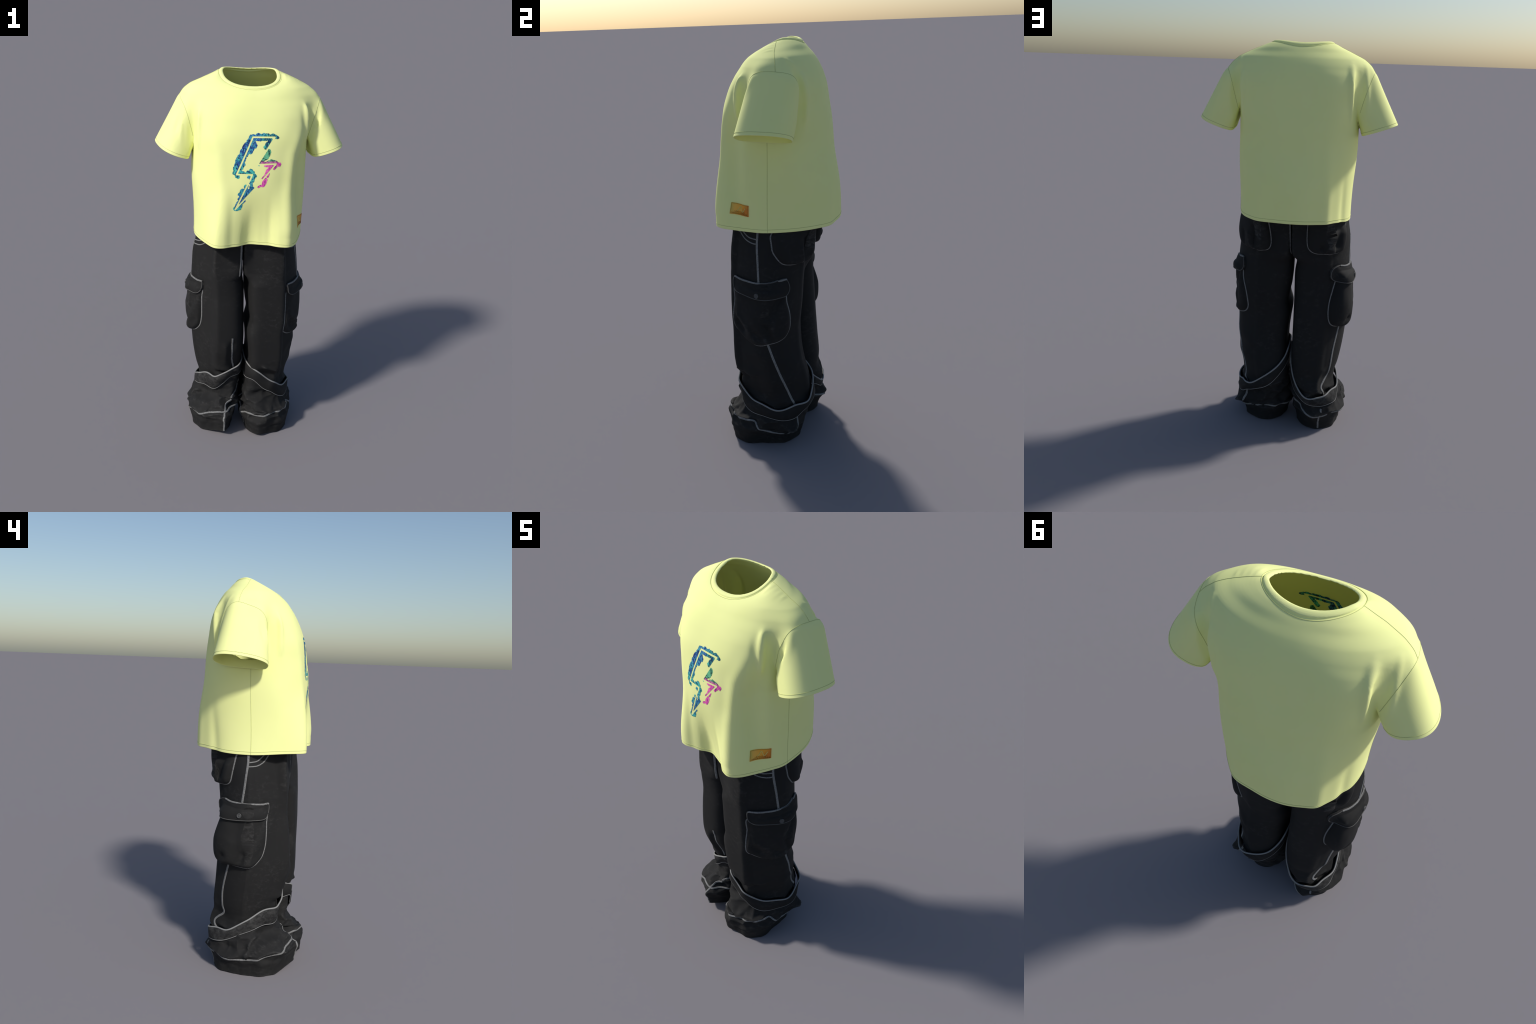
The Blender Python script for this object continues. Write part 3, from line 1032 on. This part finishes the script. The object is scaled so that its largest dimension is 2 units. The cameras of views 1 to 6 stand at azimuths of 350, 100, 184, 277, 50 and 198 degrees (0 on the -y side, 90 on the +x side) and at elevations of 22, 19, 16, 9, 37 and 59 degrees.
lp, lpm = pocket("cargo_pocket", "left_leg",
    [(-.272, -.112, .86), (-.272, -.114, .80), (-.272, -.115, .73), (-.273, -.112, .68), (-.278, -.100, .63), (-.288, -.078, .600),
     (-.294, -.050, .580), (-.297, -.012, .574), (-.294, .03, .577), (-.275, .08, .580), (-.25, .112, .580), (-.222, .137, .598),
     (-.208, .145, .64), (-.208, .145, .70), (-.222, .137, .77), (-.236, .125, .83), (-.242, .118, .875), (-.29, .04, .875),
     (-.30, -.03, .872)], .033, (-1, .30, 0),
    [([(-.28, -.10, .81), (-.29, -.06, .73), (-.297, -.005, .66), (-.297, .01, .61)], .018, -.009),
     ([(-.28, -.10, .66), (-.29, -.075, .62)], .030, -.014), ([(-.297, .0, .64), (-.296, .02, .60)], .020, -.014),
     ([(-.262, .095, .63), (-.25, .11, .61)], .018, -.016), ([(-.285, .05, .70), (-.28, .07, .62)], .030, .008),
     ([(-.275, -.11, .72), (-.28, -.10, .66)], .016, -.008)], 3, .45, 1.0)
rp, rpm = pocket("cargo_pocket", "right_leg",
    [(.205, -.203, .86), (.203, -.205, .79), (.192, -.210, .73), (.188, -.212, .67), (.200, -.203, .63), (.236, -.165, .594),
     (.272, -.113, .578), (.286, -.072, .579), (.287, -.034, .590), (.274, .022, .600), (.248, .057, .615), (.232, .072, .645),
     (.232, .075, .68), (.24, .072, .74), (.255, .062, .80), (.262, .055, .86), (.284, 0, .875), (.283, -.08, .872),
     (.26, -.14, .87)], .024, (1, -.10, 0),
    [([(.273, .035, .83), (.285, -.005, .76), (.286, -.035, .69), (.285, -.02, .63), (.285, -.01, .60)], .018, -.022),
     ([(.278, .022, .76), (.275, .025, .66)], .022, -.008), ([(.275, -.10, .64), (.285, -.05, .62)], .022, -.012),
     ([(.215, -.19, .68), (.235, -.165, .64)], .022, -.018), ([(.285, -.045, .62), (.287, -.04, .60)], .008, .010),
     ([(.22, -.19, .72), (.26, -.13, .66), (.275, -.10, .61)], .016, .008)], 8)
flap("left_leg", [(-.253, .112, .912), (-.282, .076, .904), (-.299, .021, .901), (-.299, -.052, .901), (-.285, -.10, .901), (-.270, -.126, .902),
                  (-.268, -.130, .870), (-.276, -.119, .834), (-.288, -.095, .823), (-.302, -.03, .823), (-.292, .055, .820),
                  (-.258, .105, .824), (-.222, .140, .836), (-.204, .150, .858), (-.206, .149, .892), (-.228, .134, .908)],
     [(-.253, .112, .912), (-.282, .076, .904), (-.299, .021, .901), (-.299, -.052, .901), (-.270, -.126, .902)], (-1, .35, 0), lpm,
     (-.30, .028, .845))
flap("right_leg", [(.205, -.200, .910), (.243, -.165, .909), (.264, -.127, .907), (.283, -.07, .904), (.284, -.002, .911), (.266, .049, .923),
                   (.254, .070, .915), (.246, .08, .875), (.254, .068, .846), (.268, .048, .838), (.285, -.01, .835), (.284, -.076, .832),
                   (.258, -.14, .838), (.222, -.19, .845), (.205, -.205, .862), (.200, -.206, .89)],
     [(.203, -.201, .910), (.243, -.165, .909), (.264, -.127, .907), (.283, -.07, .904), (.284, -.002, .911), (.254, .070, .920)],
     (1, -.1, 0), rpm, (.30, -.075, .850))

pocket("patch_pocket", "right_leg",
    [(.262, 0, 1.14), (.266, 0, 1.09), (.268, .008, 1.05), (.262, .045, 1.0), (.24, .085, .985), (.20, .122, .981), (.147, .139, .983),
     (.117, .141, .99), (.104, .146, 1.02), (.108, .154, 1.07), (.119, .165, 1.13), (.125, .17, 1.17), (.19, .14, 1.175),
     (.25, .05, 1.175)], .034, (.35, 1, 0),
    [([(.18, .13, 1.10), (.175, .135, 1.0)], .018, -.020), ([(.21, .11, 1.06), (.20, .12, 1.0)], .012, .007),
     ([(.145, .14, 1.05), (.15, .14, 1.0)], .012, .006), ([(.155, .138, 1.0), (.165, .135, .985)], .010, -.012),
     ([(.24, .08, 1.06), (.235, .085, 1.0)], .014, -.008)], 21, .2)
pocket("patch_pocket", "left_leg",
    [(-.08, .18, 1.127), (-.081, .163, 1.03), (-.097, .159, .997), (-.129, .157, .983), (-.173, .156, .983), (-.236, .128, .981),
     (-.262, .098, .995), (-.27, .085, 1.035), (-.272, .068, 1.12), (-.27, .06, 1.17), (-.20, .14, 1.175), (-.09, .18, 1.175)],
    .030, (-.25, 1, 0),
    [([(-.215, .14, 1.11), (-.20, .15, 1.06), (-.175, .157, .995)], .012, .009), ([(-.24, .12, 1.10), (-.22, .135, 1.03)], .024, -.018),
     ([(-.15, .158, 1.02), (-.165, .157, .99)], .014, -.014), ([(-.185, .155, 1.0), (-.18, .156, .985)], .008, -.010)], 33, .2)

SEAMS = [
    ("outseam_stitching", "left_leg", [(-.278, -.002, 1.15), (-.288, -.001, 1.089), (-.298, .010, .985), (-.299, .021, .900)], .0115),
    ("outseam_stitching", "left_leg", [(-.270, .088, .578), (-.254, .108, .50), (-.242, .121, .429), (-.231, .120, .341), (-.219, .110, .300),
                                       (-.192, .149, .264), (-.188, .163, .239), (-.210, .141, .198)], .0115),
    ("outseam_stitching", "left_leg", [(-.191, .186, .135), (-.184, .187, .092), (-.179, .163, .006)], .010),
    ("outseam_stitching", "right_leg", [(.253, -.073, 1.15), (.259, -.077, 1.087), (.274, -.074, .996), (.282, -.070, .902)], .0115),
    ("outseam_stitching", "right_leg", [(.288, -.034, .592), (.284, -.001, .489), (.258, .036, .370), (.229, .079, .245), (.221, .096, .20),
                                        (.222, .106, .165), (.232, .098, .125), (.258, .055, .075)], .0115),
    ("slash_pocket_stitching", "left_leg", [(-.284, -.008, 1.104), (-.276, -.056, 1.114), (-.258, -.094, 1.145)], .006),
    ("slash_pocket_stitching", "left_leg", [(-.289, -.007, 1.084), (-.281, -.058, 1.091), (-.264, -.094, 1.112), (-.246, -.117, 1.145)], .006),
    ("slash_pocket_stitching", "right_leg", [(.209, -.160, 1.138), (.235, -.127, 1.116), (.256, -.077, 1.110)], .006),
    ("slash_pocket_stitching", "right_leg", [(.189, -.180, 1.136), (.225, -.148, 1.105), (.249, -.108, 1.091), (.258, -.078, 1.089)], .006),
    ("fly_stitching", "left_leg", [(-.0545, -.190, 1.15), (-.0545, -.190, 1.07), (-.0545, -.190, 1.01), (-.053, -.188, .955)], .012),
    ("seat_stitching", "right_leg", [(.0085, .165, 1.15), (.0075, .156, 1.07), (.005, .145, 1.0), (.0, .12, .965)], .010),
    ("inseam_stitching", "left_leg", [(-.093, -.199, .603), (-.092, -.181, .523), (-.088, -.160, .457), (-.073, -.127, .365), (-.060, -.118, .33)], .0095),
    ("inseam_stitching", "left_leg", [(-.053, -.109, .287), (-.035, -.087, .223), (-.075, -.159, .210), (-.091, -.197, .190), (-.114, -.216, .179),
                                      (-.127, -.258, .150), (-.130, -.276, .098), (-.129, -.262, .040)], .0105),
    ("inseam_stitching", "right_leg", [(.042, -.135, .44), (.033, -.120, .369)], .0105),
    ("inseam_stitching", "right_leg", [(.006, -.072, .261), (-.009, -.083, .197), (-.009, -.078, .160), (-.020, -.085, .126), (-.024, -.148, .117),
                                       (-.020, -.150, .05), (-.010, -.15, .01)], .0105),
    ("patch_pocket_stitching", "left_leg", [(-.097, .180, 1.15), (-.127, .180, 1.138), (-.180, .175, 1.15)], .006),
]
for nm, leg, pts, w in SEAMS:
    v, f = strip(pts, w, .0020, LEG_BVH[leg], False, .005, .0004)
    make(nm, v, f, STITCH, CARGO)
for leg in LEGS:
    v, f = strip(smooth_closed(HEM_CURVE[leg], 2)[::4], .0095, .0024, LEG_BVH[leg], True, .006, .0022, 1, 6)
    make("hem_stitching", v, f, STITCH, CARGO)

# ================================================================== SHIRT DETAILS
def seam_lines(field, keep, radius=.0008, step=.006, lift=.0004):
    """Thread lying along field = 0 on the shirt surface, where keep(points) holds."""
    f = np.asarray(field)
    V2, F2, sd, par, sg = cut(SV, SF, f)
    mid = (V2[sg[:, 0]] + V2[sg[:, 1]]) / 2
    sg = sg[keep(mid)]
    parts = []
    for P, closed in chains(V2, sg):
        if len(P) < 8:
            continue
        Q = resample(P, step, closed, 3)
        if len(Q) < 4:
            continue
        B, N = snap(SHIRT_BVH, Q)
        parts.append(tube(B + N * lift, radius, closed, 5))
    return join(parts)

sx, sy, sz = SV.T
v, f = seam_lines(sz - hem_height(SV) - .0135, lambda p: p[:, 2] < 1.25)
make("hem_thread", v, f, THREAD, T_SHIRT, kind="stuff")
for nm in SLEEVES:
    s = SLEEVES[nm]
    sgn = np.sign(s["A"][0])
    fld = s["rim"][2] + (sx - s["rim"][0]) * s["slope"][0] + (sy - s["rim"][1]) * s["slope"][1] - sz + .0135
    v, f = seam_lines(fld, lambda p: (p[:, 0] * sgn > .295) & (torso_field(p) > sleeve_field(p, s) + .004))
    make("sleeve_hem_thread", v, f, THREAD, T_SHIRT, kind="stuff")
    v, f = seam_lines(armhole(SV, s), lambda p: (p[:, 0] * sgn > .2) & (p[:, 2] > 1.68))
    make("armhole_thread", v, f, THREAD, T_SHIRT, kind="stuff")
    yl = np.interp(sx * sgn, [.13, .17, .25, .30, .37], [.032, .033, .036, .045, .058])
    v, f = seam_lines(sy - yl, lambda p: (p[:, 0] * sgn > .13) & (p[:, 2] > 1.80) & (neck_radius(p) > .022)
                      & (armhole(p, s) < 0))
    make("shoulder_thread", v, f, THREAD, T_SHIRT, kind="stuff")
    v, f = seam_lines(sy + .002 + .012 * sstep(1.6, 1.15, sz), lambda p: (p[:, 0] * sgn > .2) & (p[:, 2] < 1.66)
                      & (torso_field(p) < sleeve_field(p, s)))
    make("side_seam_thread", v, f, THREAD, T_SHIRT, kind="stuff")
v, f = seam_lines(np.where(sz > 1.8, neck_radius(SV) - .0245, -1), lambda p: p[:, 2] > 1.85)
make("collar_thread", v, f, THREAD, T_SHIRT, kind="stuff")

# --- lightning bolt print: inked splashes on both sides of an uninked zigzag outline
# design sheet: x to the right, y downwards, one unit = 0.283 mm
def to_sheet(P):
    Y = (1.7562 - P[:, 2]) / .00028
    X = (P[:, 0] + .1607 - .000006 * Y) / .000284
    return np.stack([X, Y], 1)

BOLT = [(470, 170), (850, 170), (545, 632), (872, 625), (165, 1440), (455, 810), (185, 810)]
INK = [  # capsules: from, to, radius
    (455, 185, 400, 300, 52), (372, 330, 255, 560, 66), (240, 580, 195, 715, 62), (480, 240, 515, 325, 24), (455, 340, 420, 410, 36),
    (300, 640, 260, 690, 30), (440, 155, 560, 150, 22), (560, 150, 740, 150, 34), (490, 205, 780, 205, 18), (750, 235, 750, 250, 26),
    (730, 150, 830, 140, 22), (820, 145, 890, 172, 26), (850, 185, 830, 205, 8), (735, 265, 685, 340, 26), (735, 410, 695, 505, 42), (655, 540, 575, 622, 24),
    (655, 610, 740, 605, 14), (740, 600, 800, 588, 34), (810, 588, 860, 610, 32), (860, 610, 932, 640, 26), (680, 650, 800, 652, 16), (800, 670, 715, 760, 27),
    (725, 750, 640, 880, 11), (880, 670, 835, 705, 12), (740, 800, 720, 845, 12), (676, 900, 655, 970, 32), (645, 1000, 565, 1020, 9),
    (135, 785, 170, 800, 16), (185, 745, 200, 845, 32), (210, 755, 300, 785, 28), (390, 775, 460, 780, 30), (425, 740, 435, 745, 24),
    (300, 790, 390, 790, 14), (490, 825, 480, 850, 32), (400, 850, 420, 870, 26), (470, 880, 435, 960, 20), (440, 990, 425, 1030, 12),
    (350, 1015, 340, 1030, 26), (375, 990, 380, 1000, 8), (300, 1105, 350, 1100, 46), (260, 1170, 330, 1180, 42), (240, 1255, 300, 1250, 34),
    (460, 1055, 340, 1200, 34), (215, 1310, 260, 1290, 18), (200, 1360, 250, 1320, 22), (185, 1400, 250, 1370, 34), (160, 1432, 235, 1425, 24), (270, 1340, 320, 1280, 12)]

def ink_field(S):
    d = np.full(len(S), 1e3)
    for x1, y1, x2, y2, r in INK:
        a, b = np.array((x1, y1), float), np.array((x2, y2), float)
        ab = b - a
        t = np.clip(((S - a) @ ab) / (ab @ ab + 1e-9), 0, 1)
        d = np.minimum(d, np.linalg.norm(S - a - t[:, None] * ab, axis=1) - r)
    q = np.c_[S / 30, np.zeros(len(S))]
    d = d + 17 * fbm(q, 5) - 9
    g = np.full(len(S), 1e3)
    for i in range(len(BOLT)):
        a, b = np.array(BOLT[i], float), np.array(BOLT[(i + 1) % len(BOLT)], float)
        ab = b - a
        t = np.clip(((S - a) @ ab) / (ab @ ab), 0, 1)
        g = np.minimum(g, np.linalg.norm(S - a - t[:, None] * ab, axis=1))
    return np.maximum(d, 14.5 - g)

cen = SV[SF].mean(1)
sel = (cen[:, 1] < -.12) & (cen[:, 0] > -.15) & (cen[:, 0] < .13) & (cen[:, 2] > 1.32) & (cen[:, 2] < 1.75)
pv, pf, u = compact(SV, SF[sel])
pn = SN[u]
for _ in range(2):
    E = np.sort(np.vstack([pf[:, [0, 1]], pf[:, [1, 2]], pf[:, [2, 0]]]), 1)
    U, inv = np.unique(E, axis=0, return_inverse=True)
    inv = inv.ravel().reshape(3, -1) + len(pv)
    a, b, c = inv
    pv2 = np.vstack([pv, (pv[U[:, 0]] + pv[U[:, 1]]) / 2])
    pn = np.vstack([pn, (pn[U[:, 0]] + pn[U[:, 1]]) / 2])
    pf = np.vstack([np.stack([pf[:, 0], a, c], 1), np.stack([a, pf[:, 1], b], 1), np.stack([c, b, pf[:, 2]], 1), np.stack([a, b, c], 1)])
    pv = pv2
pvn = np.hstack([pv, pn])
cv, cf, sd, _, _ = cut(pvn, pf, ink_field(to_sheet(pv)))
cv, cf, _ = compact(cv, cf[sd == -1])
P0, N0 = cv[:, :3], cv[:, 3:]
N0 = N0 / np.linalg.norm(N0, axis=1, keepdims=True)

def mat_ink():
    k = Nodes("splashed_ink")
    sep = k.n("ShaderNodeSeparateXYZ", {0: k.coord})
    X, Z = sep.outputs[0], sep.outputs[2]
    swirl = k.noise(26, 3, 0.6, 1.2)
    fine = k.noise(50, 3, 0.55, 1.8, (1.3, 1, .8))
    # teal creeps in towards the middle of the left edge, magenta fills the right hand point
    mid = k.math("SUBTRACT", 1.0, k.math("MULTIPLY", k.math("ABSOLUTE", k.math("SUBTRACT", Z, 1.535)), 7.5), True)
    right = k.n("ShaderNodeMapRange", {0: X, 1: .0, 2: .05, 3: 0.0, 4: 0.45}).outputs[0]
    tip = k.n("ShaderNodeMapRange", {0: Z, 1: 1.385, 2: 1.35, 3: 0.0, 4: 0.3}).outputs[0]
    t = k.math("ADD", k.math("ADD", k.math("MULTIPLY", mid, 0.30), swirl), k.math("ADD", right, tip))
    blue = k.ramp(t, [(0.34, (.020, .030, .16)), (0.50, (.028, .085, .42)), (0.66, (.025, .20, .38)), (0.80, (.05, .48, .42)), (0.93, (.012, .09, .17))])
    streak = k.ramp(fine, [(0.52, (0, 0, 0)), (0.60, (1, 1, 1)), (0.66, (0, 0, 0))])
    dark = k.ramp(fine, [(0.38, (1, 1, 1)), (0.50, (0, 0, 0))])
    col = k.mix(k.math("MULTIPLY", streak, 0.7), blue, (.14, .72, .52))
    col = k.mix(k.math("MULTIPLY", dark, 0.95), col, (.010, .022, .085))
    green = k.mix(k.ramp(fine, [(.42, (0, 0, 0)), (.58, (1, 1, 1))]), (.012, .06, .055), (.16, .55, .30))
    gm = k.math("MULTIPLY", k.n("ShaderNodeMapRange", {0: X, 1: .005, 2: .02, 3: 0.0, 4: 1.0}).outputs[0],
                k.n("ShaderNodeMapRange", {0: Z, 1: 1.665, 2: 1.645, 3: 0.0, 4: 1.0}).outputs[0])
    col = k.mix(gm, col, green)
    pink = k.ramp(fine, [(.34, (.22, .03, .20)), (.46, (.70, .09, .42)), (.60, (.92, .15, .52)), (.78, (.92, .45, .66))])
    pm = k.math("MULTIPLY", k.n("ShaderNodeMapRange", {0: X, 1: .008, 2: .020, 3: 0.0, 4: 1.0}).outputs[0],
                k.n("ShaderNodeMapRange", {0: Z, 1: 1.598, 2: 1.585, 3: 0.0, 4: 1.0}).outputs[0])
    low = k.math("MULTIPLY", k.n("ShaderNodeMapRange", {0: X, 1: -.015, 2: .0, 3: 0.0, 4: 1.0}).outputs[0],
                 k.n("ShaderNodeMapRange", {0: Z, 1: 1.50, 2: 1.48, 3: 0.0, 4: 1.0}).outputs[0])
    pm = k.math("MAXIMUM", pm, low, True)
    col = k.mix(pm, col, pink)
    k.set(Base_Color=col, Roughness=0.7, Specular_IOR_Level=0.25)
    return k.m

INKM = mat_ink()
make("lightning_print", np.vstack([P0 + N0 * .0007, P0 - N0 * .0053]), np.vstack([cf, cf[:, ::-1] + len(P0)]), INKM, T_SHIRT,
     np.vstack([N0, -N0]))

# --- sewn leather label near the hem, with its embossed wave and lettering
LC = [np.array(p) for p in ((.211, -.192, 1.229), (.252, -.096, 1.225), (.256, -.094, 1.278), (.204, -.184, 1.281))]  # BL BR TR TL

def on_label(uv, lift):
    uv = np.asarray(uv, float)
    u, w = uv[:, 0:1], uv[:, 1:2]
    P = LC[0] * (1 - u) * (1 - w) + LC[1] * u * (1 - w) + LC[2] * u * w + LC[3] * (1 - u) * w
    B, N = snap(SHIRT_BVH, P)
    N = N * .3 + np.array((.88, -.47, 0)) * .7
    N /= np.linalg.norm(N, axis=1, keepdims=True)
    return B + N * np.asarray(lift).reshape(-1, 1), N

def mat_label():
    k = Nodes("amber_leather")
    sep = k.n("ShaderNodeSeparateXYZ", {0: k.coord})
    n = k.noise(35, 3)
    t = k.math("ADD", k.n("ShaderNodeMapRange", {0: sep.outputs[1], 1: -.192, 2: -.095, 3: 0.0, 4: 1.0}).outputs[0],
               k.math("MULTIPLY", k.math("SUBTRACT", n, 0.5), 0.5))
    low = k.n("ShaderNodeMapRange", {0: sep.outputs[2], 1: 1.265, 2: 1.230, 3: 0.0, 4: 0.25}).outputs[0]
    col = k.ramp(k.math("ADD", t, low), [(0.0, (.62, .50, .10)), (.3, (.92, .50, .08)), (.6, (.92, .42, .035)), (.95, (.72, .22, .02))])
    k.set(Base_Color=col, Roughness=0.5, Specular_IOR_Level=0.4)
    k.bump(k.noise(400, 3), .15, .0005)
    return k.m

nu, nv = 40, 22
uu = np.r_[0, np.linspace(0, 1, nu - 2), 1]
ww = np.r_[0, np.linspace(0, 1, nv - 2), 1]
UU, WW = np.meshgrid(uu, ww, indexing="ij")
# rounded corners
cu, cw = UU.ravel() - .5, WW.ravel() - .5
edge = np.maximum(np.abs(cu), np.abs(cw)) * 2
lift = np.full(len(cu), .0032)
border = np.minimum(.5 - np.abs(cu), (.5 - np.abs(cw)) * .55)
lift -= .0012 * np.exp(-((border - .035) / .012) ** 2)
I, J = np.meshgrid(range(nu), range(nv), indexing="ij")
rimm = ((I == 0) | (I == nu - 1) | (J == 0) | (J == nv - 1)).ravel()
lift[rimm] = -.002
lv, _ = on_label(np.stack([cu + .5, cw + .5], 1), lift)
lf = grid_faces(nu, nv)
label = make("sewn_label", lv, lf, mat_label(), T_SHIRT)
if label.data.polygons[len(label.data.polygons) // 2].normal.x < 0:
    label.data.flip_normals()
bord = [(x, y) for x, y in ((.03, .05), (.97, .05), (.97, .95), (.03, .95))]
bp = []
for i in range(4):
    a, b = np.array(bord[i]), np.array(bord[(i + 1) % 4])
    bp += [tuple(a + (b - a) * t) for t in np.linspace(0, 1, 14)[:-1]]
bq, _ = on_label(bp, .0028)
v, f = tube(bq, .0008, True, 5)
make("label_border_stitching", v, f, mat_plain("brown_thread", (.55, .33, .06)), label)
wave = catmull([(.36, .36), (.42, .40), (.49, .52), (.55, .72), (.595, .80), (.635, .72), (.665, .50), (.71, .32), (.76, .38), (.81, .56), (.87, .74)], 60)
wq, _ = on_label(wave, .0034)
v, f = tube(wq, .0016, False, 6)
make("label_wave_mark", v, f, mat_plain("pale_thread", (.80, .72, .22)), label)
TEXTM = mat_plain("dark_brown_print", (.22, .075, .01))
for text, u0, u1, w0, w1 in (("UNTITLED", .25, .85, .215, .335), ("NEEDLEWORKS", .09, .95, .085, .195)):
    cu_ = bpy.data.curves.new("lettering", "FONT")
    cu_.body = text
    cu_.extrude = 0
    to = bpy.data.objects.new("lettering", cu_)
    bpy.context.scene.collection.objects.link(to)
    bpy.context.view_layer.update()
    ev = to.evaluated_get(bpy.context.evaluated_depsgraph_get())
    tm = ev.to_mesh()
    tv = np.array([v.co[:] for v in tm.vertices])
    tf = [list(p.vertices) for p in tm.polygons]
    ev.to_mesh_clear()
    bpy.data.objects.remove(to)
    mn, mx = tv.min(0), tv.max(0)
    uv = np.stack([u0 + (tv[:, 0] - mn[0]) / (mx[0] - mn[0]) * (u1 - u0), w0 + (tv[:, 1] - mn[1]) / (mx[1] - mn[1]) * (w1 - w0)], 1)
    q, _ = on_label(uv, .0038)
    q0, _ = on_label(uv, .0025)
    n = len(q)
    make("label_lettering", np.vstack([q]), tf, TEXTM, label, smooth=False)
